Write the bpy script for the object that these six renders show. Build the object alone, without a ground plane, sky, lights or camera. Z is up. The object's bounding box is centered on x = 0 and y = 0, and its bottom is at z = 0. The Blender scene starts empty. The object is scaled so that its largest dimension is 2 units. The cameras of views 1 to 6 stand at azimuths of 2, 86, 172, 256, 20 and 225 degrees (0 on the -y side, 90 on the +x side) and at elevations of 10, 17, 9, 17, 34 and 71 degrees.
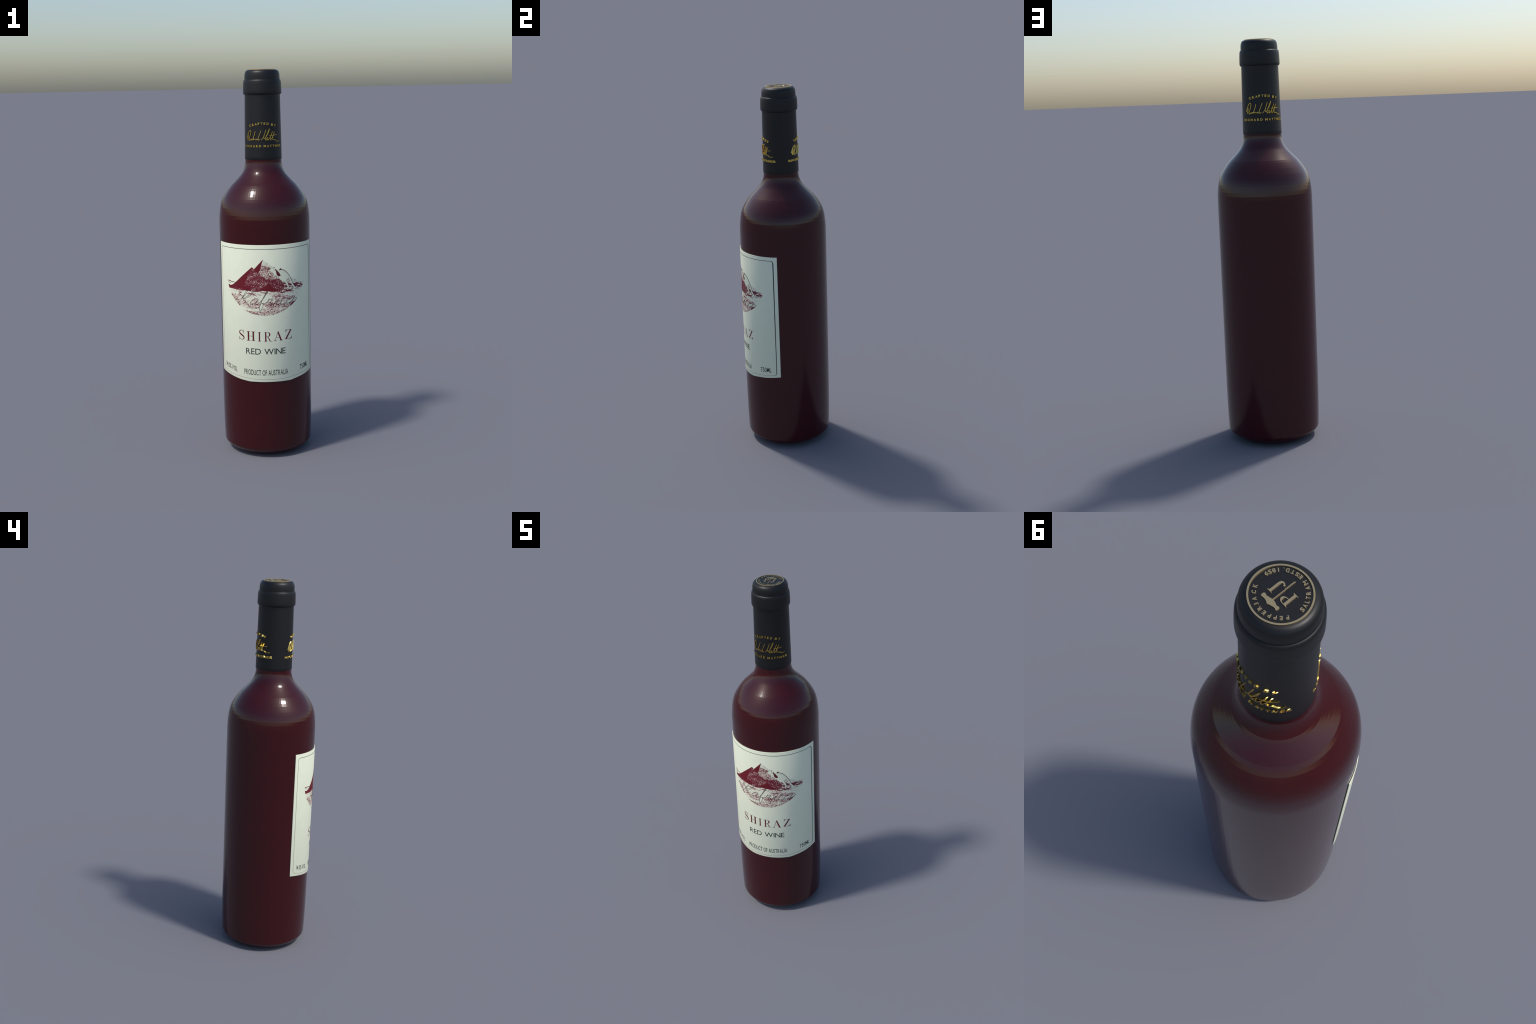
"""Red wine bottle: lathe-turned glass, foil capsule with raised gilt lettering, wrapped paper label with printed art."""
import bpy, bmesh, math
from mathutils import Vector

AXIS_Y = 0.0016            # bottle axis (the label makes the front a little deeper)
SEG = 96                   # facets round the glass
LABEL_R = 0.2396           # outer radius of the paper label

# ----------------------------------------------------------------------------- materials
def new_mat(name):
    m = bpy.data.materials.new(name); m.use_nodes = True
    nt = m.node_tree; nt.nodes.clear()
    out = nt.nodes.new("ShaderNodeOutputMaterial"); b = nt.nodes.new("ShaderNodeBsdfPrincipled")
    nt.links.new(b.outputs[0], out.inputs[0])
    return m, nt, b

def noise(nt, scale, detail=2.0, stretch=(1, 1, 1), rough=0.5, dist=0.0):
    tc = nt.nodes.new("ShaderNodeTexCoord"); mp = nt.nodes.new("ShaderNodeMapping")
    mp.inputs["Scale"].default_value = stretch
    n = nt.nodes.new("ShaderNodeTexNoise")
    n.inputs["Scale"].default_value = scale; n.inputs["Detail"].default_value = detail
    n.inputs["Roughness"].default_value = rough; n.inputs["Distortion"].default_value = dist
    nt.links.new(tc.outputs["Object"], mp.inputs["Vector"]); nt.links.new(mp.outputs[0], n.inputs["Vector"])
    return n.outputs["Fac"]

def ramp(nt, fac, stops, interp="LINEAR"):
    r = nt.nodes.new("ShaderNodeValToRGB"); cr = r.color_ramp; cr.interpolation = interp
    while len(cr.elements) < len(stops): cr.elements.new(0.5)
    for e, (p, c) in zip(cr.elements, stops):
        e.position = p; e.color = (*c, 1)
    nt.links.new(fac, r.inputs["Fac"])
    return r.outputs["Color"]

def plain(name, col, rough, var=0.06, scale=60.0, metallic=0.0, spec=0.5, bump=0.0):
    m, nt, b = new_mat(name)
    lo = tuple(c * (1 - var) for c in col); hi = tuple(min(1, c * (1 + var)) for c in col)
    f = noise(nt, scale)
    nt.links.new(ramp(nt, f, [(0.3, lo), (0.7, hi)]), b.inputs["Base Color"])
    b.inputs["Roughness"].default_value = rough; b.inputs["Metallic"].default_value = metallic
    b.inputs["Specular IOR Level"].default_value = spec
    if bump:
        bp = nt.nodes.new("ShaderNodeBump"); bp.inputs["Strength"].default_value = bump; bp.inputs["Distance"].default_value = 0.001
        nt.links.new(f, bp.inputs["Height"]); nt.links.new(bp.outputs[0], b.inputs["Normal"])
    return m

CREAM = (0.80, 0.83, 0.64)
RED = (0.16, 0.014, 0.028)
PINK = (0.62, 0.42, 0.38)

GLASS = plain("dark_red_glass", (0.039, 0.0012, 0.0022), 0.12, var=0.03, scale=8)
FOIL = plain("black_foil", (0.0036, 0.0036, 0.0038), 0.44, var=0.05, scale=40, spec=0.45)
GOLD = plain("gilt_metal", (0.75, 0.53, 0.125), 0.30, var=0.04, scale=300, metallic=1.0)
CROWN_GOLD = plain("pale_gilt_metal", (0.82, 0.59, 0.29), 0.30, var=0.03, scale=300, metallic=1.0)
PAPER = plain("cream_paper", CREAM, 0.6, var=0.015, scale=25, spec=0.15)
INK_RED = plain("red_ink", (0.15, 0.012, 0.020), 0.6, spec=0.2)
INK_DARKRED = plain("wine_ink", (0.115, 0.012, 0.022), 0.6, spec=0.2)
INK_GREY = plain("grey_ink", (0.024, 0.028, 0.030), 0.6, spec=0.2)
INK_OLIVE = plain("olive_ink", (0.045, 0.05, 0.032), 0.6, spec=0.2)
INK_FRAME = plain("dark_olive_ink", (0.018, 0.021, 0.012), 0.6, spec=0.2)
INK_BROWN = plain("brown_ink", (0.058, 0.016, 0.017), 0.6, spec=0.2)
INK_LINE = plain("brown_line_ink", (0.22, 0.15, 0.12), 0.6, spec=0.2)

def speckle(name, threshold, soft, scale, stretch=(1, 1, 1), coarse=None):
    """Stippled print: ink where a fine noise exceeds a threshold, paper elsewhere, pink where the dots blur."""
    m, nt, b = new_mat(name)
    f = noise(nt, scale, 3.0, stretch, 0.6)
    if coarse:
        g = noise(nt, coarse[0], 2.0, stretch)
        mx = nt.nodes.new("ShaderNodeMath"); mx.operation = "MULTIPLY_ADD"
        sub = nt.nodes.new("ShaderNodeMath"); sub.operation = "SUBTRACT"; sub.inputs[1].default_value = 0.5
        nt.links.new(g, sub.inputs[0]); nt.links.new(sub.outputs[0], mx.inputs[0])
        mx.inputs[1].default_value = coarse[1]; nt.links.new(f, mx.inputs[2]); f = mx.outputs[0]
    col = ramp(nt, f, [(threshold - soft, CREAM), (threshold, PINK), (threshold + soft, RED)])
    nt.links.new(col, b.inputs["Base Color"])
    b.inputs["Roughness"].default_value = 0.58; b.inputs["Specular IOR Level"].default_value = 0.25
    return m

SPK_DENSE = speckle("stipple_dense", 0.385, 0.05, 260, coarse=(40, 0.3))
SPK_MID = speckle("stipple_medium", 0.475, 0.06, 260, coarse=(45, 0.2))
SPK_LIGHT = speckle("stipple_light", 0.62, 0.07, 260, coarse=(30, 0.2))
SPK_SOFT = speckle("stipple_soft", 0.535, 0.09, 240, (0.7, 0.7, 1.4), coarse=(45, 0.3))
SPK_SHORE = speckle("stipple_shore", 0.50, 0.03, 90, (0.45, 0.45, 2.0), coarse=(30, 0.4))
SPK_WATER = speckle("stipple_water", 0.562, 0.09, 230, (0.55, 0.55, 1.5), coarse=(26, 0.7))

# ----------------------------------------------------------------------------- object helpers
root = bpy.data.objects.new("wine_bottle", None)
bpy.context.scene.collection.objects.link(root)
root["label"] = "tall dark red wine bottle with black capsule and cream label"
root["category"] = "wine bottle"

def add(name, mesh, mat, parent, smooth=True):
    o = bpy.data.objects.new(name, mesh)
    bpy.context.scene.collection.objects.link(o)
    mesh.materials.clear(); mesh.materials.append(mat)
    for p in mesh.polygons: p.use_smooth = smooth
    o.parent = parent
    return o

def catmull(pts, per=6, closed=False):
    n = len(pts); out = []
    rng = range(n if closed else n - 1)
    for i in rng:
        g = (lambda k: pts[k % n]) if closed else (lambda k: pts[max(0, min(n - 1, k))])
        p0, p1, p2, p3 = (Vector(g(i + d)) for d in (-1, 0, 1, 2))
        for k in range(per):
            t = k / per
            out.append(0.5 * (2 * p1 + (p2 - p0) * t + (2 * p0 - 5 * p1 + 4 * p2 - p3) * t * t + (3 * p1 - p0 - 3 * p2 + p3) * t ** 3))
    if not closed: out.append(Vector(pts[-1]))
    return out

def lerp_table(tab, x):
    if x <= tab[0][0]: return tab[0][1]
    for (a, b), (c, d) in zip(tab, tab[1:]):
        if x <= c: return b + (d - b) * (x - a) / (c - a)
    return tab[-1][1]

def lathe(name, prof, mat, seg, smooth, cap_first=False, cap_last=False):
    bm = bmesh.new(); rings = []
    for r, z in prof:
        if r < 1e-6:
            rings.append([bm.verts.new((0, AXIS_Y, z))])
        else:
            rings.append([bm.verts.new((r * math.sin(2 * math.pi * k / seg), AXIS_Y - r * math.cos(2 * math.pi * k / seg), z)) for k in range(seg)])
    for a, b in zip(rings, rings[1:]):
        for k in range(seg):
            j = (k + 1) % seg
            if len(a) == 1: bm.faces.new((a[0], b[j], b[k]))
            elif len(b) == 1: bm.faces.new((a[k], a[j], b[0]))
            else: bm.faces.new((a[k], a[j], b[j], b[k]))
    bmesh.ops.recalc_face_normals(bm, faces=bm.faces)
    me = bpy.data.meshes.new(name); bm.to_mesh(me); bm.free()
    return add(name, me, mat, root, smooth)

# ----------------------------------------------------------------------------- glass
def glass_profile():
    prof = [(0, 0.032), (0.05, 0.030), (0.09, 0.024), (0.12, 0.015), (0.145, 0.004), (0.155, 0.0004)]
    w, h, p, r0 = 0.068, 0.049, 1.45, 0.2314
    for i in range(13):
        k = math.pi / 2 * (1 - i / 12)
        prof.append((r0 - w + w * math.cos(k) ** (2 / p), h - h * math.sin(k) ** (2 / p)))
    for z, r in [(0.08, .2326), (.11, .2336), (.15, .2345), (.2, .2352), (.28, .2358), (.4, .2360), (.6, .2360), (.8, .2361), (1.0, .2361), (1.12, .2361), (1.19, .2360)]:
        prof.append((r, z))
    sh = catmull([(.2356, 1.19), (.2355, 1.225), (.2346, 1.25), (.2318, 1.28), (.2268, 1.3121), (.2174, 1.3426), (.2032, 1.3687),
                  (.1886, 1.3905), (.1694, 1.4145), (.1490, 1.4345), (.1277, 1.4565), (.1125, 1.4745), (.1020, 1.4945), (.0963, 1.5124), (.0938, 1.5265), (.0932, 1.5425)], 12)
    # the shoulder is faceted: sample the curve at the original's rows of faces
    rows = [1.213, 1.234, 1.2525, 1.2705, 1.287, 1.302, 1.3155, 1.3275, 1.3397, 1.3534, 1.366, 1.380, 1.3935, 1.4065, 1.418, 1.4285, 1.439, 1.4494, 1.4576, 1.465, 1.4731,
            1.4825, 1.4873, 1.4935, 1.4995, 1.506, 1.5125, 1.5195, 1.5265, 1.5345]
    curve = [(q.y, q.x) for q in sh]
    prof += [(lerp_table(curve, z) + .0004, z) for z in rows]
    prof += [(.0937, 1.5425), (.0927, 1.60), (.09, 1.62), (0, 1.62)]
    return prof

glass = lathe("glass_bottle", glass_profile(), GLASS, SEG, False)

# ----------------------------------------------------------------------------- capsule
def neck_r(z): return 0.0955 + (0.0909 - 0.0955) * (z - 1.545) / (1.85 - 1.545)

cap_prof = [(.0928, 1.5452), (.0949, 1.5442), (neck_r(1.545), 1.5454)]
cap_prof += [(neck_r(z), z) for z in (1.56, 1.6, 1.65, 1.7, 1.75, 1.8, 1.84, 1.868)]
cap_prof += [(r, z) for r, z in [(.0907, 1.8722), (.0930, 1.8731), (.0952, 1.8746), (.0970, 1.8772), (.0979, 1.8805), (.0983, 1.885), (.0982, 1.895), (.0977, 1.912),
             (.0971, 1.925), (.0966, 1.9335), (.0961, 1.9382), (.0953, 1.9420), (.0941, 1.9450), (.0926, 1.9470), (.0910, 1.9481), (.0902, 1.9485),
             (.0901, 1.953), (.0899, 1.962), (.0893, 1.9715), (.0882, 1.979), (.0864, 1.9850), (.0838, 1.9898), (.0805, 1.9932), (.0765, 1.9957),
             (.0722, 1.9970), (.0680, 1.9975), (.0600, 1.9976), (0, 1.9976)]]
capsule = lathe("capsule", cap_prof, FOIL, 128, True)
capsule.data.set_sharp_from_angle(angle=math.radians(42))     # creases above and below the collar

# ----------------------------------------------------------------------------- wrapped label
LABEL_BOTTOM = [(-70.5, .4450), (-58, .4380), (-45, .4292), (-33, .4215), (-20, .4157), (32, .4157), (41, .4218), (57, .4295), (75.5, .4405)]
LABEL_TOP = 1.1285

def on_cyl(az, z, r): 
    a = math.radians(az)
    return (r * math.sin(a), AXIS_Y - r * math.cos(a), z)

def build_label():
    """A curved sheet with real thickness, edges slightly bevelled."""
    n = 146; a0, a1 = -70.5, 75.5
    thick, bev = 0.0023, 0.0008
    # cross-section through the sheet: (inset from edge, radius)
    sec = [(0.0, LABEL_R - thick), (0.0, LABEL_R - bev), (0.0002, LABEL_R - 0.0002), (bev, LABEL_R)]
    bm = bmesh.new(); loops = []
    def border(inset):
        dg = math.degrees(inset / LABEL_R); pts = []
        def bot(a): return lerp_table(LABEL_BOTTOM, a) + inset
        N = n
        for i in range(N + 1):
            a = a0 + dg + (a1 - a0 - 2 * dg) * i / N; pts.append((a, bot(a)))
        for i in range(1, 24): pts.append((a1 - dg, bot(a1) + (LABEL_TOP - inset - bot(a1)) * i / 24))
        for i in range(N + 1):
            a = a1 - dg - (a1 - a0 - 2 * dg) * i / N; pts.append((a, LABEL_TOP - inset))
        for i in range(1, 24): pts.append((a0 + dg, LABEL_TOP - inset + (bot(a0) - LABEL_TOP + inset) * i / 24))
        return pts
    for ins, r in sec:
        loops.append([bm.verts.new(on_cyl(a, z, r)) for a, z in border(ins)])
    for A, B in zip(loops, loops[1:]):
        m = len(A)
        for k in range(m):
            bm.faces.new((A[k], A[(k + 1) % m], B[(k + 1) % m], B[k]))
    def strips(L):
        bottom = L[:n + 1]; top = list(reversed(L[n + 24:2 * n + 25]))
        rgt = L[n:n + 25]; lft = [top[0]] + L[2 * n + 25:] + [bottom[0]]
        for i in range(n):
            lo = [bottom[i], bottom[i + 1]]; hi = [top[i + 1], top[i]]
            if i == 0: face = [bottom[0], bottom[1], top[1]] + lft[:-1]
            elif i == n - 1: face = [bottom[i]] + rgt + [top[i]]
            else: face = lo + hi
            bm.faces.new(face)
    strips(loops[-1]); strips(loops[0])
    bmesh.ops.recalc_face_normals(bm, faces=bm.faces)
    me = bpy.data.meshes.new("paper_label"); bm.to_mesh(me); bm.free()
    o = add("paper_label", me, PAPER, root, True)
    me.set_sharp_from_angle(angle=math.radians(38))
    return o

label = build_label()

# ----------------------------------------------------------------------------- flat art -> surface
layer_count = [0]
def arc(az): return math.radians(az) * LABEL_R      # degrees round the label -> metres along it

def finish(bm, mapper, lo, hi, cut=None):
    """bm holds flat faces in (s, z); cut in vertical strips, give thickness lo..hi, map to the surface."""
    if cut:
        xs = [v.co.x for v in bm.verts]
        k = math.ceil(min(xs) / cut)
        while k * cut < max(xs):
            bmesh.ops.bisect_plane(bm, geom=bm.verts[:] + bm.edges[:] + bm.faces[:], plane_co=(k * cut, 0, 0), plane_no=(1, 0, 0)); k += 1
    for v in bm.verts: v.co.z = 0
    bmesh.ops.recalc_face_normals(bm, faces=bm.faces)
    for f in bm.faces:
        if f.normal.z < 0: f.normal_flip()
    base = bm.faces[:]
    r = bmesh.ops.extrude_face_region(bm, geom=base)
    top = {e for e in r["geom"] if isinstance(e, bmesh.types.BMVert)}
    for v in bm.verts:
        h = hi if v in top else lo
        v.co = Vector(mapper(v.co.x, v.co.y, h))
    bmesh.ops.recalc_face_normals(bm, faces=bm.faces)

def to_obj(name, bm, mat, parent, smooth=False):
    me = bpy.data.meshes.new(name); bm.to_mesh(me); bm.free()
    return add(name, me, mat, parent, smooth)

def label_map(s, z, h): return on_cyl(math.degrees(s / LABEL_R), z, LABEL_R + h)

def poly_bm(loops):
    """Fill flat outlines (outer + holes) through a 2D curve."""
    cu = bpy.data.curves.new("fill_helper", "CURVE"); cu.dimensions = "2D"; cu.fill_mode = "BOTH"
    for lp in loops:
        sp = cu.splines.new("POLY"); sp.points.add(len(lp) - 1); sp.use_cyclic_u = True
        for q, p in zip(sp.points, lp): q.co = (p[0], p[1], 0, 1)
    o = bpy.data.objects.new("fill_helper", cu)
    me = bpy.data.meshes.new_from_object(o)
    bm = bmesh.new(); bm.from_mesh(me)
    bmesh.ops.remove_doubles(bm, verts=bm.verts, dist=1e-7)
    bpy.data.objects.remove(o); bpy.data.curves.remove(cu); bpy.data.meshes.remove(me)
    return bm

def ink_height(level):
    layer_count[0] += 1
    return 0.00013 * level + 0.000005 * (layer_count[0] % 20)

def print_poly(name, loops_deg, mat, level, smooth_per=0):
    loops = []
    for lp in loops_deg:
        pts = [(arc(a), z) for a, z in lp]
        if smooth_per: pts = [(p.x, p.y) for p in catmull(pts, smooth_per, True)]
        loops.append(pts)
    bm = poly_bm(loops); h = ink_height(level)
    finish(bm, label_map, -0.0004, h, arc(1.5))
    return to_obj(name, bm, mat, label)

def ribbon_bm(pts, width):
    """Stroke of varying width along a polyline in metres; width(t) in metres."""
    bm = bmesh.new(); n = len(pts); rows = []
    for i, p in enumerate(pts):
        a = pts[max(0, i - 1)]; b = pts[min(n - 1, i + 1)]
        d = (b - a); d = d.normalized() if d.length > 1e-9 else Vector((1, 0))
        w = width(i / (n - 1)) / 2; nrm = Vector((-d.y, d.x)) * w
        rows.append((p + nrm, p - nrm, i / (n - 1)))
    return bm, rows

def stroke(name, pts, width, mat, parent, mapper, lo, hi, rise=0.0, per=7, smooth_path=True, closed=False):
    P = catmull(pts, per, closed) if smooth_path else [Vector(p) for p in pts]
    if closed: P.append(P[0])
    bm, rows = ribbon_bm(P, width if callable(width) else (lambda t: width))
    if closed: rows[0] = rows[-1] = (rows[0][0].lerp(rows[-1][0], .5), rows[0][1].lerp(rows[-1][1], .5), 0.0)
    vs = []
    for a, b, t in rows:
        h = hi + rise * t
        vs.append([bm.verts.new(mapper(a.x, a.y, h)), bm.verts.new(mapper(b.x, b.y, h)), bm.verts.new(mapper(b.x, b.y, lo)), bm.verts.new(mapper(a.x, a.y, lo))])
    for A, B in zip(vs, vs[1:]):
        for k in range(4): bm.faces.new((A[k], B[k], B[(k + 1) % 4], A[(k + 1) % 4]))
    if not closed:
        bm.faces.new(vs[0]); bm.faces.new(vs[-1][::-1])
    bmesh.ops.recalc_face_normals(bm, faces=bm.faces)
    return to_obj(name, bm, mat, parent)

def print_stroke(name, pts_deg, width, mat, level=4, per=7, closed=False, smooth_path=True):
    return stroke(name, [(arc(a), z) for a, z in pts_deg], width, mat, label, label_map, -0.0003, ink_height(level), 0.00005, per, smooth_path, closed)

# --- letters from the built-in font
def glyph(ch, embolden=0.0):
    cu = bpy.data.curves.new("glyph_helper", "FONT"); cu.body = ch; cu.size = 1.0; cu.offset = embolden; cu.resolution_u = 3
    o = bpy.data.objects.new("glyph_helper", cu)
    me = bpy.data.meshes.new_from_object(o)
    bm = bmesh.new(); bm.from_mesh(me)
    bmesh.ops.remove_doubles(bm, verts=bm.verts, dist=1e-6)
    bpy.data.objects.remove(o); bpy.data.curves.remove(cu); bpy.data.meshes.remove(me)
    return bm

def bounds(bm):
    xs = [v.co.x for v in bm.verts]; ys = [v.co.y for v in bm.verts]
    return min(xs), max(xs), min(ys), max(ys)

CAP_H = (lambda b: b[3] - b[2])(bounds(glyph("H")))

def fit(bm, cx, y0, w, h, rot=0.0, full=False):
    """Scale a glyph to width w and cap height h, centre cx, base line y0, then turn it about its middle."""
    x0, x1, ylo, yhi = bounds(bm)
    sx = w / (x1 - x0); sy = h / ((yhi - ylo) if full else CAP_H)
    off = ylo if full else 0.0
    for v in bm.verts:
        v.co.x = (v.co.x - (x0 + x1) / 2) * sx; v.co.y = (v.co.y - off) * sy - h / 2
    c, s = math.cos(rot), math.sin(rot)
    for v in bm.verts:
        x, y = v.co.x, v.co.y
        v.co.x = cx + c * x - s * y; v.co.y = y0 + h / 2 + s * x + c * y

BASE_LINE = [(-66, .030), (-60, .0250), (-50, .0160), (-38, .0085), (-28, .0042), (-14, .001), (0, 0), (14, .0005), (28, .0022), (47, .0100), (56, .0135), (63, .0165)]

def print_words(text, az0, az1, z0, h, mat, bow=0.0, space=0.34, gap=0.10, embolden=0.0, warp=0.0):
    """Lay a line of capitals out between two azimuths, following the bowed base line of the label."""
    glyphs = []; x = 0.0
    for ch in text:
        if ch == " ": x += space; continue
        bm = glyph(ch, embolden); b = bounds(bm); w = b[1] - b[0]
        glyphs.append((ch, bm, x, w, b)); x += w + gap
    total = x - gap; L = arc(az1) - arc(az0); k = L / total
    for ch, bm, gx, w, b in glyphs:
        cx = arc(az0) + (gx + w / 2) * k
        full = ch not in ".,"
        if full: fit(bm, cx, z0, w * k, h, full=True)
        else: fit(bm, cx, z0, w * k, h)
        for v in bm.verts:
            a = math.degrees(v.co.x / LABEL_R)
            v.co.y += bow * (a / 30) ** 2 + warp * lerp_table(BASE_LINE, a)
        finish(bm, label_map, -0.0003, ink_height(1), arc(1.5))
        to_obj("printed_letter", bm, mat, label)

print_words("RED WINE", -24.9, 25.4, .5610, .0312, INK_GREY, bow=.0012, space=.30, gap=.075, embolden=.004)
print_words("PRODUCT OF AUSTRALIA", -27.9, 28.3, .4497, .0285, INK_GREY, warp=0.8, space=.28, gap=.09, embolden=.008)
print_words("14.0% VOL", -60.2, -38.3, .4492, .0260, INK_GREY, warp=1.0, space=.22, gap=.09, embolden=.008)
print_words("750ML", 46.7, 63.0, .4492, .0270, INK_GREY, warp=1.0, gap=.10, embolden=.008)

# --- SHIRAZ in a high-contrast serif drawn from stems, hair lines and serifs
def rect(x0, y0, x1, y1): return [(x0, y0), (x1, y0), (x1, y1), (x0, y1)]
def ell(cx, cy, rx, ry, a0, a1, n=14):
    return [(cx + rx * math.cos(math.radians(a0 + (a1 - a0) * i / n)), cy + ry * math.sin(math.radians(a0 + (a1 - a0) * i / n))) for i in range(n + 1)]
def serif(cx, y, w, up): 
    d = 1 if up else -1
    return [(cx - w / 2, y), (cx + w / 2, y), (cx + w / 2, y + d * .022), (cx + w * .22, y + d * .06), (cx - w * .22, y + d * .06), (cx - w / 2, y + d * .022)]

SERIF = {   # unit cap height; list of outlines (outer loop, optional hole)
    "H": (0.80, [[rect(.11, .03, .25, .97)], [rect(.55, .03, .69, .97)], [rect(.24, .485, .56, .52)], [serif(.18, 0, .36, True)], [serif(.18, 1, .36, False)], [serif(.62, 0, .36, True)], [serif(.62, 1, .36, False)]]),
    "I": (0.36, [[rect(.11, .03, .25, .97)], [serif(.18, 0, .36, True)], [serif(.18, 1, .36, False)]]),
    "R": (0.86, [[rect(.11, .03, .25, .97)], [serif(.18, 0, .36, True)], [[(0, 1), (.3, 1), (.3, .965), (0, .965)]],
                 [ell(.36, .745, .30, .255, -90, 90) + [(.24, 1.0), (.24, .49)], ell(.36, .745, .16, .222, 90, -90) + [(.25, .523), (.25, .967)]],
                 [[(.34, .50), (.46, .46), (.56, .30), (.64, .10), (.72, .035), (.84, .03), (.86, 0), (.62, 0), (.55, .06), (.46, .30), (.40, .43), (.30, .49)]]]),
    "A": (0.86, [[[(.40, 1), (.46, 1), (.79, .03), (.63, .03), (.38, .83)]], [[(.40, 1), (.425, .93), (.145, .03), (.11, .03)]], [rect(.21, .33, .62, .365)], [serif(.12, 0, .28, True)], [serif(.71, 0, .32, True)]]),
    "Z": (0.74, [[[(.54, .965), (.70, .965), (.19, .035), (.02, .035)]], [rect(.06, .965, .70, 1)], [rect(.02, 0, .70, .035)],
                 [[(.06, 1), (.06, .74), (.085, .74), (.13, .89), (.24, .966), (.24, 1)]], [[(.70, 0), (.74, .28), (.71, .28), (.65, .13), (.50, .034), (.50, 0)]]]),
}
def print_serif(ch, cx, w, z0, h):
    ww, pieces = SERIF[ch]
    bm_all = bmesh.new()
    for i, loops in enumerate(pieces):
        bm = poly_bm([[(cx + (x / ww - .5) * w, z0 + y * h) for x, y in lp] for lp in loops])
        finish(bm, label_map, -0.0003, 0.00013 + 0.00001 * i, arc(1.5))
        me = bpy.data.meshes.new("tmp"); bm.to_mesh(me); bm.free(); bm_all.from_mesh(me); bpy.data.meshes.remove(me)
    return to_obj("printed_letter", bm_all, INK_DARKRED, label)

for ch, a0, a1 in [("H", -23.8, -12.3), ("I", -9.3, -5.2), ("R", -1.7, 8.6), ("A", 10.2, 21.6), ("Z", 24.6, 34.3)]:
    zb = .6305 + .0055 * ((a0 + a1) / 2 / 30) ** 2
    print_serif(ch, arc((a0 + a1) / 2), arc(a1) - arc(a0), zb, .0492)
def s_width(t): return .0019 + .0062 * math.exp(-((t - .5) / .20) ** 2)
print_stroke("printed_letter", [(-27.6, .6700), (-28.2, .6790), (-30.3, .6838), (-32.6, .6815), (-33.7, .6738), (-32.6, .6655), (-30.3, .6590), (-28.0, .6520), (-27.3, .6440), (-28.6, .6375), (-31.0, .6360), (-33.0, .6395), (-33.9, .6475)], s_width, INK_DARKRED, 1)
print_poly("printed_letter", [[(-27.9, .6855), (-27.4, .6855), (-27.3, .6670), (-27.8, .6670)]], INK_DARKRED, 1)
print_poly("printed_letter", [[(-34.2, .6505), (-33.7, .6505), (-33.6, .6330), (-34.1, .6330)]], INK_DARKRED, 1)

# --- frame line: thin rule with rounded corners, heavier on the right
def frame_line():
    l, r, top, cr, cz = -66.0, 70.3, 1.1085, 3.2, .0150
    def corner(cx, czz, a0): return [(cx + cr * math.cos(math.radians(a0 + 15 * i)), czz + cz * math.sin(math.radians(a0 + 15 * i))) for i in range(7)]
    bottom = [(-62.5, .4565), (-52.8, .4463), (-37.7, .4385), (-22.8, .4328), (-9.6, .4290), (0, .4278), (12.9, .4286), (29, .4318), (41.4, .4378), (57.3, .4436), (66.9, .4485)]
    dense = [(p.x, p.y) for p in catmull(bottom, 8)]
    print_stroke("frame_line", dense, .0013, INK_LINE, 1, smooth_path=False)
    print_stroke("frame_line", corner(r - cr, top - cz, 0)[::-1], lambda t: .0026 + .0028 * t, INK_FRAME, 1, per=3)
    print_stroke("frame_line", [(r, top - cz - (top - cz - .466) * i / 20) for i in range(21)], lambda t: .0054 - .0018 * t, INK_FRAME, 1, smooth_path=False)
    print_stroke("frame_line", [(r, .466), (70.0, .458), (68.9, .4512), (66.9, .4485)], lambda t: .0036 - .0021 * t, INK_FRAME, 1)
    print_stroke("frame_line", [(l + cr + (r - l - 2 * cr) * i / 90, top - .0014 * math.cos(math.radians(1.3 * (l + cr + (r - l - 2 * cr) * i / 90)))) for i in range(91)], .0024, INK_GREY, 1, smooth_path=False)
    print_stroke("frame_line", corner(l + cr, top - cz, 90), .0021, INK_GREY, 1, per=3)
    print_stroke("frame_line", [(l, top - cz - (top - cz - .474) * i / 20) for i in range(21)], .0016, INK_OLIVE, 1, smooth_path=False)
    print_stroke("frame_line", [(l, .474), (-65.6, .466), (-64.5, .4598), (-62.5, .4565)], .0014, INK_LINE, 1)
frame_line()

# --- emblem: mountain landscape in a bowl-shaped vignette, hopping kangaroo, script word
bowl = [(-48.9, .8900), (-45.8, .8651), (-39.0, .8351), (-32.2, .8105), (-25.3, .7905), (-17.0, .7762), (-8.6, .7683), (.7, .7650), (10.5, .7690), (21.9, .7840), (31.8, .8040), (41.5, .8330), (47.8, .8600), (52.3, .8870)]
shore = [(45, .884), (32, .888), (21, .881), (10, .888), (0, .893), (-11, .888), (-25, .893), (-35, .895), (-48.9, .899)]
print_poly("emblem_water", [bowl + shore], SPK_WATER, 1)
print_poly("emblem_bank", [[(-45.9, .866), (-44.2, .8690), (-37.0, .8600), (-31.5, .8300), (-30.0, .8190), (-32.2, .8110), (-39.0, .8356)]], SPK_MID, 2)
print_poly("emblem_bank", [[(-25.0, .7912), (-14, .7860), (2, .7880), (20, .7900), (30.5, .8030), (21.9, .7845), (10.5, .7695), (.7, .7655), (-8.6, .7688), (-17, .7767)]], SPK_MID, 2)
print_poly("emblem_bank", [[(-3, .8270), (4, .8400), (20, .8230), (33, .8290), (41.0, .8340), (31.8, .8050), (25, .8030), (12, .8090), (2, .8080)]], SPK_MID, 2)
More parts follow.
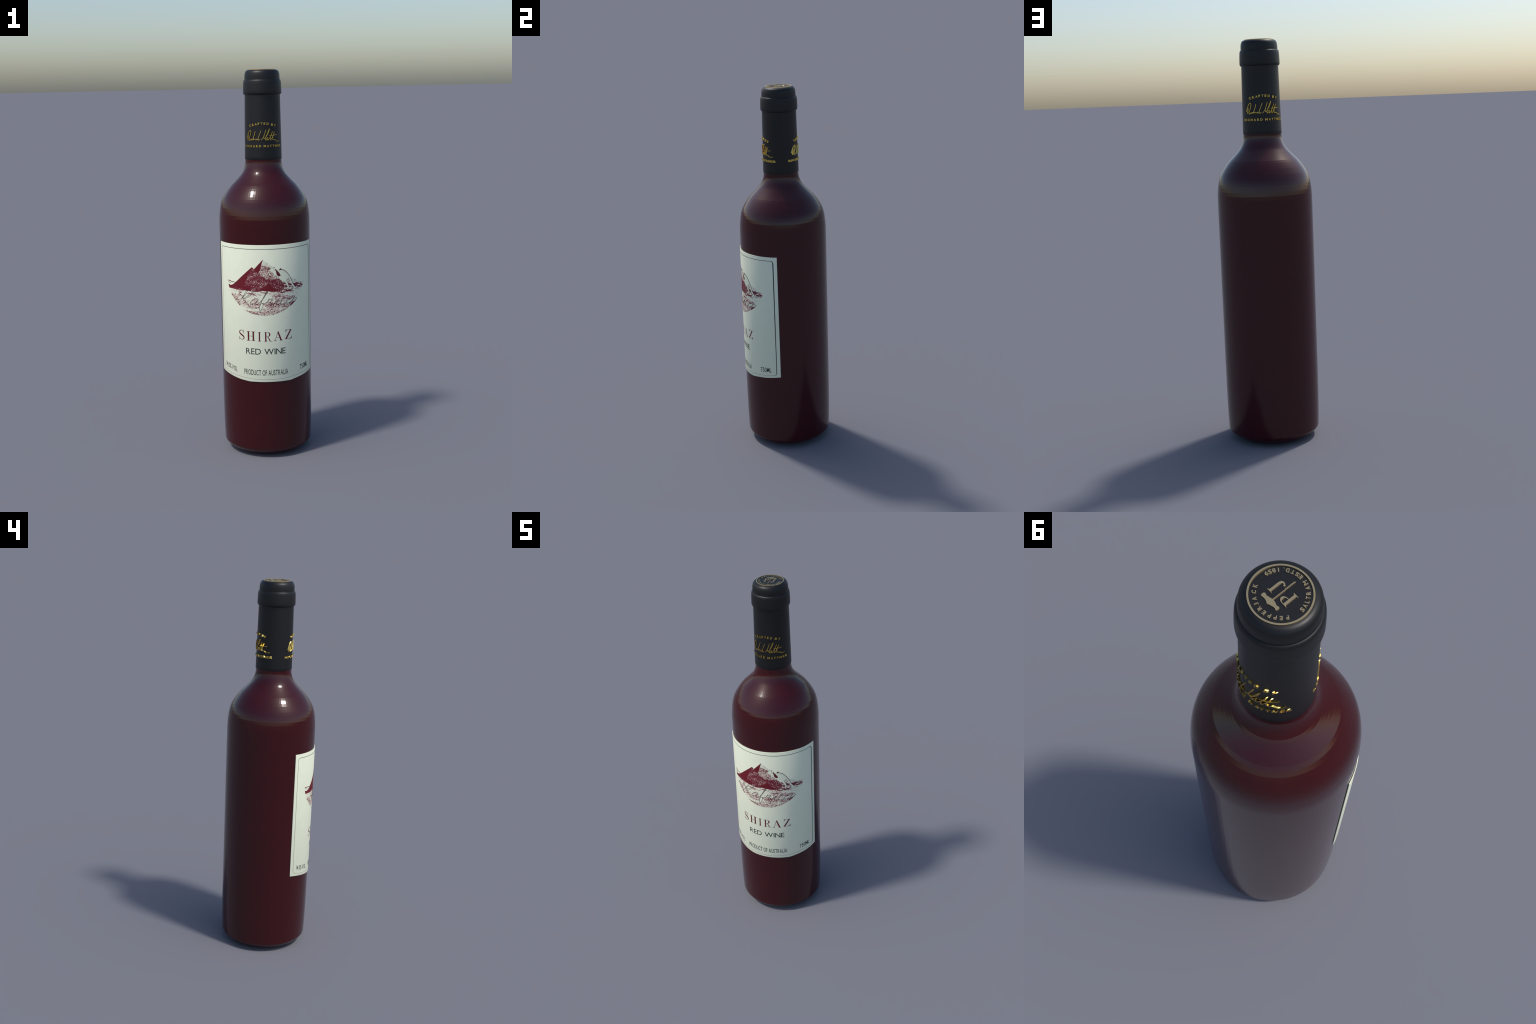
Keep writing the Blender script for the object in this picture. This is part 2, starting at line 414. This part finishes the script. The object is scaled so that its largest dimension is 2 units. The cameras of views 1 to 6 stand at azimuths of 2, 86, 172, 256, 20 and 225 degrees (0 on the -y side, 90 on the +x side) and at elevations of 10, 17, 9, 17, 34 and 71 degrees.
print_poly("emblem_bank", [[(-31.0, .8330), (-24, .8480), (-18, .8430), (-11, .8360), (-5, .8220), (-7, .8030), (-16, .7980), (-23, .8060), (-28.5, .8160)]], SPK_SOFT, 2)
print_poly("emblem_bank", [[(-3, .8050), (2, .8070), (12, .8080), (25, .8020), (30, .8030), (20, .7905), (2, .7890), (-4, .7930)]], SPK_SOFT, 2)
print_poly("emblem_bank", [[(33, .8180), (38, .8300), (41.4, .8330), (36, .8160), (32, .8050)]], INK_RED, 3)
print_poly("emblem_hill", [[(-50.2, .9085), (-44, .9160), (-38.3, .9307), (-15.1, 1.0163), (-12.5, 1.0059), (-6.5, .988), (-1, .975), (8, .972), (18, .955), (24, .9300), (25, .905), (20, .884), (10, .888), (0, .895), (-11, .888), (-25, .894), (-35, .894), (-49.0, .8975)]], SPK_DENSE, 2)
print_poly("emblem_hill", [[(-6.5, .989), (-3.7, 1.0256), (7.6, 1.0100), (11.3, .9841), (15.7, .9650), (19, .9530), (14, .9540), (10, .9480), (6, .9570), (2, .9520), (0, .9640), (-4, .9700)]], SPK_MID, 3)
print_poly("emblem_sky", [[(-3.4, 1.0262), (-1.0, 1.0520), (4, 1.0380), (9, 1.0180), (7.4, 1.0106)]], SPK_LIGHT, 2)
print_poly("emblem_sky", [[(33, .9540), (37, .9480), (44, .9350), (48, .9230), (37, .9200)]], SPK_LIGHT, 2)
print_poly("emblem_shore", [[(18.2, .9550), (25.4, .9420), (31.0, .9543), (37, .9250), (54.2, .9225), (53.6, .9020), (49.5, .8880), (40, .8865), (30, .8850), (20.2, .8835), (25, .905), (24, .928)]], SPK_SHORE, 3)
print_poly("emblem_facet", [[(-15.1, 1.0165), (-38.3, .9309), (-41.0, .9215), (-37.5, .9080), (-33.0, .9010), (-26.5, .9040), (-24.2, .930), (-22.0, .9535), (-19.5, .9794), (-16.9, 1.0030)]], INK_RED, 4)
print_poly("emblem_facet", [[(-1.3, 1.0558), (-12.5, 1.0059), (-11.6, .9950), (-6.7, .9870), (-4.6, 1.0086), (-3.7, 1.0258)]], INK_RED, 4)
print_poly("emblem_facet", [[(-51.0, .9175), (-46.0, .9105), (-41.6, .9200), (-39.0, .9080), (-43.0, .8980), (-49.6, .8972), (-50.4, .9080)]], INK_RED, 4)
print_poly("emblem_facet", [[(-6, .8990), (-2.5, .9060), (0, .9180), (3.5, .9250), (6, .9330), (8, .9260), (9.5, .9130), (12, .9060), (17.5, .9010), (14, .8935), (9, .8895), (0, .8935)]], INK_RED, 3)
print_poly("emblem_facet", [[(-27.5, .9040), (-24.5, .9150), (-20.5, .9230), (-17.5, .9150), (-16.5, .9030), (-18, .8950), (-25, .8960), (-30, .8970)]], INK_RED, 3)
print_stroke("emblem_line", [(-51.6, .9362), (-45.5, .9330), (-38.3, .9309)], lambda t: .0040 - .0018 * t, INK_DARKRED, 4)
print_stroke("emblem_line", [(-51.2, .9290), (-48.6, .9262), (-46, .9248)], .0016, INK_DARKRED, 4)
print_stroke("emblem_line", [(-3.7, 1.0258), (1.5, 1.0195), (7.6, 1.0106)], .0022, INK_DARKRED, 4)
for a, b, z, w in [(-34, -29.0, .8825, .0050), (-22.5, -12.0, .8790, .0032), (-6.0, 4.5, .8850, .0034), (7.5, 19.0, .8670, .0026), (18.5, 26, .8822, .0050), (-15, -10, .8735, .0030), (29, 38.5, .8868, .0024), (-9, -3.5, .8742, .0024)]:
    print_stroke("emblem_ripple", [(a, z + .0012), ((a * 2 + b) / 3, z), ((a + 2 * b) / 3, z - .0010), (b, z - .0022)], lambda t, w=w: w * math.sin(math.pi * min(.97, max(.03, t))) ** .7, INK_RED, 3)

kangaroo = [(4.6, 1.0001), (7.0, 1.0012), (7.6, 1.0100), (9.0, 1.0189), (9.9, 1.0119), (12.4, 1.0171), (11.7, 1.0069), (13.6, .9968), (17.0, .9986), (21.5, .9988), (25.0, .9941), (28.2, .9833), (31.6, .9657), (34.3, .9458),
            (36.6, .9239), (40.6, .9029), (45.5, .8878), (41.0, .8925), (36.1, .9085), (32.9, .9372), (31.0, .9525), (28.5, .9490), (27.5, .9422), (30.3, .9210), (31.0, .9059), (30.0, .8920), (29.2, .8925), (28.9, .9138), (26.0, .9334),
            (20.8, .9481), (17.4, .9619), (15.7, .9690), (13.2, .9736), (11.2, .9640), (10.7, .9655), (11.6, .9735), (11.1, .9835), (9.2, .9910), (6.5, .9950)]
print_poly("emblem_kangaroo", [kangaroo], PAPER, 5)
print_stroke("emblem_line", [(18.1, .9998), (21.5, .9998), (25.0, .9953), (28.6, .9825), (32.3, .9612), (34.9, .9412), (37.5, .9188), (41.7, .8997), (46.3, .8893)], lambda t: .0030 - .0010 * t, INK_BROWN, 6)
print_stroke("emblem_line", [(4.6, .9998), (7.0, 1.0016), (7.5, 1.0065), (9.0, 1.0192), (9.9, 1.0120), (12.5, 1.0172), (11.5, 1.0055), (13.3, .9968), (17, .9990)], .0009, INK_BROWN, 6, per=3)
print_stroke("emblem_line", [(27.6, .9430), (30.2, .9210), (30.8, .9060), (29.8, .8920)], .0009, INK_BROWN, 6)
print_poly("emblem_bottle", [[(13.2, 1.0031), (14.2, 1.0070), (15.0, .9990), (17.1, .9910), (18.8, .9822), (20.2, .9685), (17.4, .9660), (15.1, .9752), (14.5, .9879), (13.9, .9973)]], INK_DARKRED, 6)
print_poly("emblem_bottle", [[(18.0, .9998), (20.5, 1.0092), (21.1, 1.0005)]], INK_DARKRED, 6)

SCRIPT = [   # pen strokes of the script word: (points, widest, cream backing)
    ([(-34.5, .8654), (-34.2, .8714), (-32.5, .8745), (-29.9, .8675), (-27.4, .8521), (-23.8, .8348), (-20.3, .8173), (-16.9, .8065), (-14.6, .8082), (-13.7, .8118)], .0024),
    ([(-35.9, .8227), (-30.7, .8438), (-26.3, .8689), (-22.5, .8950), (-21.0, .9031), (-20.3, .9005), (-22.0, .8864), (-26.0, .8650), (-29.8, .8476)], .0014),
    ([(-28.1, .8496), (-22.4, .8631), (-16.6, .8808), (-13.4, .8999), (-12.2, .9054), (-11.9, .8978), (-15.4, .8787), (-20.1, .8610), (-26.2, .8500)], .0012),
    ([(-8.0, .8497), (-9.3, .8553), (-13.2, .8513), (-16.7, .8391), (-17.9, .8295), (-16.8, .8216), (-13.4, .8281), (-9.9, .8402), (-8.0, .8531)], .0022),
    ([(-8.0, .8531), (-10.5, .8332), (-11.1, .8227), (-9.5, .8240), (-5.6, .8371)], .0022),
    ([(-5.6, .8371), (-2.2, .8521), (1.1, .8728), (3.6, .8876), (3.4, .8916), (2.0, .8866), (-1.3, .8614), (-4.6, .8336), (-6.7, .8080), (-6.7, .7952), (-5.6, .7912), (-4.1, .7988), (-2.2, .8151), (-2.3, .8278), (-4.5, .8313)], .0022),
    ([(-4.5, .8313), (-.1, .8312), (3.7, .8402), (5.4, .8516)], .0012),
    ([(3.7, .8402), (5.4, .8527), (6.7, .8491), (9.5, .8520), (6.9, .8351), (6.6, .8236), (8.5, .8221), (11.9, .8295)], .0020),
    ([(11.9, .8295), (16.6, .8490), (14.6, .8311), (14.5, .8218), (16.9, .8223), (19.8, .8317)], .0020),
    ([(18.0, .8590), (19.4, .8666)], .0022),
    ([(26.6, .8509), (24.5, .8554), (21.5, .8450), (19.5, .8318), (20.0, .8223), (23.2, .8234), (27.5, .8331)], .0022),
    ([(39.0, .8501), (37.3, .8577), (32.6, .8538), (28.7, .8418), (27.5, .8308), (28.7, .8232), (32.5, .8282), (37.2, .8418), (39.3, .8546)], .0022),
    ([(39.3, .8546), (35.9, .8380), (35.1, .8267), (37.9, .8274), (42.6, .8396)], .0022),
]
for pts, w in SCRIPT:
    print_stroke("script_stroke", pts, lambda t, w=w: .0013 + (w * .95 - .0013) * math.sin(math.pi * t) ** 2, INK_BROWN, 6)

# ----------------------------------------------------------------------------- gilt lettering on the neck (front and back)
def neck_map(turn):
    """Flat artwork seen from the front, pressed straight back onto the neck and raised along the same direction."""
    c, k = math.cos(math.radians(turn)), math.sin(math.radians(turn))
    def f(x, z, h):
        r = neck_r(z); y = -math.sqrt(max(1e-8, r * r - x * x)) - h
        return (c * x - k * y, AXIS_Y + k * x + c * y, z)
    return f
def front_x(az): return 0.098 * math.sin(math.radians(az))
GILT_LO, GILT_HI = -0.0030, 0.0044

CRAFTED = [("C", -.0676, -.0568), ("R", -.0527, -.0428), ("A", -.0383, -.0277), ("F", -.0237, -.0143), ("T", -.0085, .0009), ("E", .0060, .0155), ("D", .0214, .0327), ("B", .0440, .0545), ("Y", .0588, .0676)]
MAKER = [("R", -.0890, -.0823), ("I", -.0811, -.0783), ("C", -.0757, -.0657), ("H", -.0629, -.0542), ("A", -.0496, -.0391), ("R", -.0345, -.0239), ("D", -.0187, -.0078), ("M", .0046, .0173),
         ("A", .0227, .0330), ("T", .0369, .0459), ("T", .0497, .0587), ("N", .0619, .0714), ("E", .0749, .0812), ("R", .0832, .0886)]
SIGNATURE = [
    [(-54.0, 1.6534), (-50.8, 1.6685), (-46.9, 1.6828), (-42.3, 1.6920), (-39.2, 1.6947), (-37.1, 1.6896), (-38.3, 1.6767), (-41.2, 1.6637), (-45.5, 1.6493)],
    [(-47.1, 1.6725), (-48.6, 1.6582), (-50.3, 1.6439)],
    [(-45.5, 1.6493), (-43.7, 1.6423), (-39.9, 1.6482), (-37.8, 1.6444), (-35.0, 1.6510), (-33.0, 1.6459), (-30.8, 1.6524)],
    [(-22.1, 1.6885), (-24.8, 1.6730), (-28.5, 1.6575), (-29.4, 1.6453)],
    [(-29.4, 1.6453), (-26.0, 1.6518), (-21.8, 1.6467), (-17.7, 1.6512), (-16.8, 1.6460), (-13.4, 1.6499)],
    [(-4.1, 1.6927), (-8.0, 1.6768), (-11.7, 1.6614), (-13.3, 1.6512), (-12.2, 1.6447), (-6.8, 1.6504)],
    [(-3.8, 1.6446), (2.4, 1.6585), (6.4, 1.6764), (10.7, 1.6967)],
    [(9.4, 1.6890), (5.5, 1.6713), (3.9, 1.6559), (6.5, 1.6520), (7.6, 1.6532)],
    [(7.6, 1.6532), (13.2, 1.6722), (20.6, 1.6994), (20.9, 1.6960), (16.3, 1.6759), (9.6, 1.6583), (8.3, 1.6480), (10.6, 1.6441)],
    [(10.6, 1.6441), (12.6, 1.6543), (15.8, 1.6580), (16.1, 1.6490), (13.2, 1.6453), (17.6, 1.6457)],
    [(17.6, 1.6457), (24.2, 1.6613), (31.3, 1.6885)],
    [(29.5, 1.6803), (25.9, 1.6677), (23.7, 1.6549), (24.0, 1.6433)],
    [(24.0, 1.6433), (29.2, 1.6546), (38.1, 1.6855)],
    [(36.6, 1.6798), (32.8, 1.6646), (31.3, 1.6506), (33.5, 1.6446)],
    [(20.6, 1.6667), (31.9, 1.6679), (47.1, 1.6705)],
    [(33.5, 1.6446), (38.6, 1.6462), (45.1, 1.6392), (49.5, 1.6368), (55.8, 1.6388)],
]
def gilt_letters(turn):
    mp = neck_map(turn)
    for ch, x0, x1 in CRAFTED:
        bm = glyph(ch, .028); h = .0113; cx = (x0 + x1) / 2
        mid = 1.7282 - .0105 * (cx / .063) ** 2
        fit(bm, cx, mid - h / 2, x1 - x0 - .0009, h, math.atan(-2 * .0105 * cx / .063 ** 2), full=True)
        finish(bm, mp, GILT_LO, GILT_HI, .0015); to_obj("gilt_letter", bm, GOLD, capsule)
    for ch, x0, x1 in MAKER:
        bm = glyph(ch, .028); h = .0112
        fit(bm, (x0 + x1) / 2, 1.6147 - h / 2, x1 - x0 - .0005, h, 0, full=True)
        finish(bm, mp, GILT_LO, GILT_HI, .0015); to_obj("gilt_letter", bm, GOLD, capsule)
    for i, pts in enumerate(SIGNATURE):
        stroke("gilt_signature_stroke", [(front_x(a), z) for a, z in pts], .0022, GOLD, capsule, mp, GILT_LO, GILT_HI - .0006 + .00005 * i, .0002, 5)
gilt_letters(0); gilt_letters(180)

# ----------------------------------------------------------------------------- gilt emblem on the crown
Z0, Z1 = 1.9966, 2.0
lift = [0]
def top_map(x, y, h): return (x, y, h)
def crown_piece(name, loops):
    lift[0] += 1
    bm = poly_bm(loops); finish(bm, top_map, Z0, Z1 - .00002 * lift[0]); return to_obj(name, bm, CROWN_GOLD, capsule)
def circle(r, n, cy=AXIS_Y): return [(r * math.cos(2 * math.pi * i / n), cy + r * math.sin(2 * math.pi * i / n)) for i in range(n)]
bm = poly_bm([circle(.0697, 96), circle(.0657, 96)]); finish(bm, top_map, Z0, Z1); to_obj("gilt_ring", bm, CROWN_GOLD, capsule)

def crown_letter(ch, ang, inward):
    a = math.radians(ang); r = .0552; h = .0096
    bm = glyph(ch, .03)
    w = {"J": .0042, "1": .0026, "I": .002, ".": .0018, "M": .0092, "L": .0058, "E": .0062, "P": .0064, "T": .0068}.get(ch, .0076)
    if ch == ".": fit(bm, 0, -h / 2, w, h)
    else: fit(bm, 0, -h / 2, w, h, full=True)
    rot = a + math.pi / 2 if inward else a - math.pi / 2
    c, s = math.cos(rot), math.sin(rot)
    for v in bm.verts:
        x, y = v.co.x, v.co.y
        v.co.x = r * math.cos(a) + c * x - s * y + .0006; v.co.y = .0004 + r * math.sin(a) + s * x + c * y
    finish(bm, top_map, Z0, Z1 - .0003); to_obj("crown_letter", bm, CROWN_GOLD, capsule)
for ch, a in zip("PEPPERJACK", (151.5, 138.3, 125.6, 112.8, 99, 85.5, 73.6, 60.8, 44.4, 29.8)): crown_letter(ch, a, False)
for ch, a in zip("SALTRAM", (-171.6, -161.5, -151, -141.3, -130.5, -118.1, -104.4)): crown_letter(ch, a, True)
for ch, a in zip("ESTD.1859", (-87, -78, -67.2, -55.6, -47.3, -36.2, -26.4, -17.4, -8.6)): crown_letter(ch, a, True)

crown_piece("corkscrew_handle", [[(-.0229, .0286), (-.0217, .0246), (-.0186, .0236), (-.0138, .0253), (-.0068, .0227), (-.0016, .0216), (.0034, .0218), (.0105, .0236), (.0171, .0252), (.0221, .0232), (.0254, .0246), (.0262, .0305),
    (.0245, .0335), (.0215, .0335), (.0155, .0328), (.0107, .0335), (.0047, .0358), (.0015, .0375), (-.0015, .0350), (-.0061, .0341), (-.0110, .0324), (-.0166, .0320), (-.0189, .0340), (-.0214, .0333)]])
crown_piece("corkscrew_shaft", [[(.0010, .0220), (.0028, .0220), (.0027, -.0140), (.0011, -.0140)]])
stroke("corkscrew_spiral", [(.0019 + .0011 * math.sin(2 * math.pi * i / 8), -.0130 - .0262 * i / 48) for i in range(49)], .0022, CROWN_GOLD, capsule, lambda x, y, h: (x, y, h), Z0, Z1 - .0002, 0, 1, False)
def tr(lp): return [(x, y) for x, y in lp]
crown_piece("crown_monogram", [rect(-.0247, -.0185, -.0193, .0128)])                                  # P stem
crown_piece("crown_monogram", [[(-.0284, -.0200), (-.0155, -.0200), (-.0155, -.0186), (-.0192, -.0170), (-.0248, -.0170), (-.0284, -.0186)]])
crown_piece("crown_monogram", [[(-.0286, .0138), (-.0200, .0138), (-.0200, .0118), (-.0248, .0112), (-.0286, .0126)]])
crown_piece("crown_monogram", [ell(-.0165, .0055, .0112, .0083, -90, 90) + [(-.0198, .0138), (-.0198, -.0028)], ell(-.0165, .0055, .0062, .0066, 90, -90) + [(-.0194, -.0011), (-.0194, .0121)]])
crown_piece("crown_monogram", [[(.0148, .0142), (.0276, .0142), (.0276, .0130), (.0238, .0116), (.0188, .0116), (.0148, .0130)]])  # J serif
stroke("crown_monogram", [(.0213, .0120), (.0213, 0), (.0212, -.0120), (.0200, -.0175), (.0170, -.0198), (.0130, -.0196), (.0105, -.0175)], lambda t: .0052 - .0034 * max(0, (t - .5) * 2), CROWN_GOLD, capsule, lambda x, y, h: (x, y, h), Z0, Z1 - .0005)
crown_piece("crown_monogram", [[(.0100 + .0024 * math.cos(.4488 * i), -.0170 + .0024 * math.sin(.4488 * i)) for i in range(14)]])
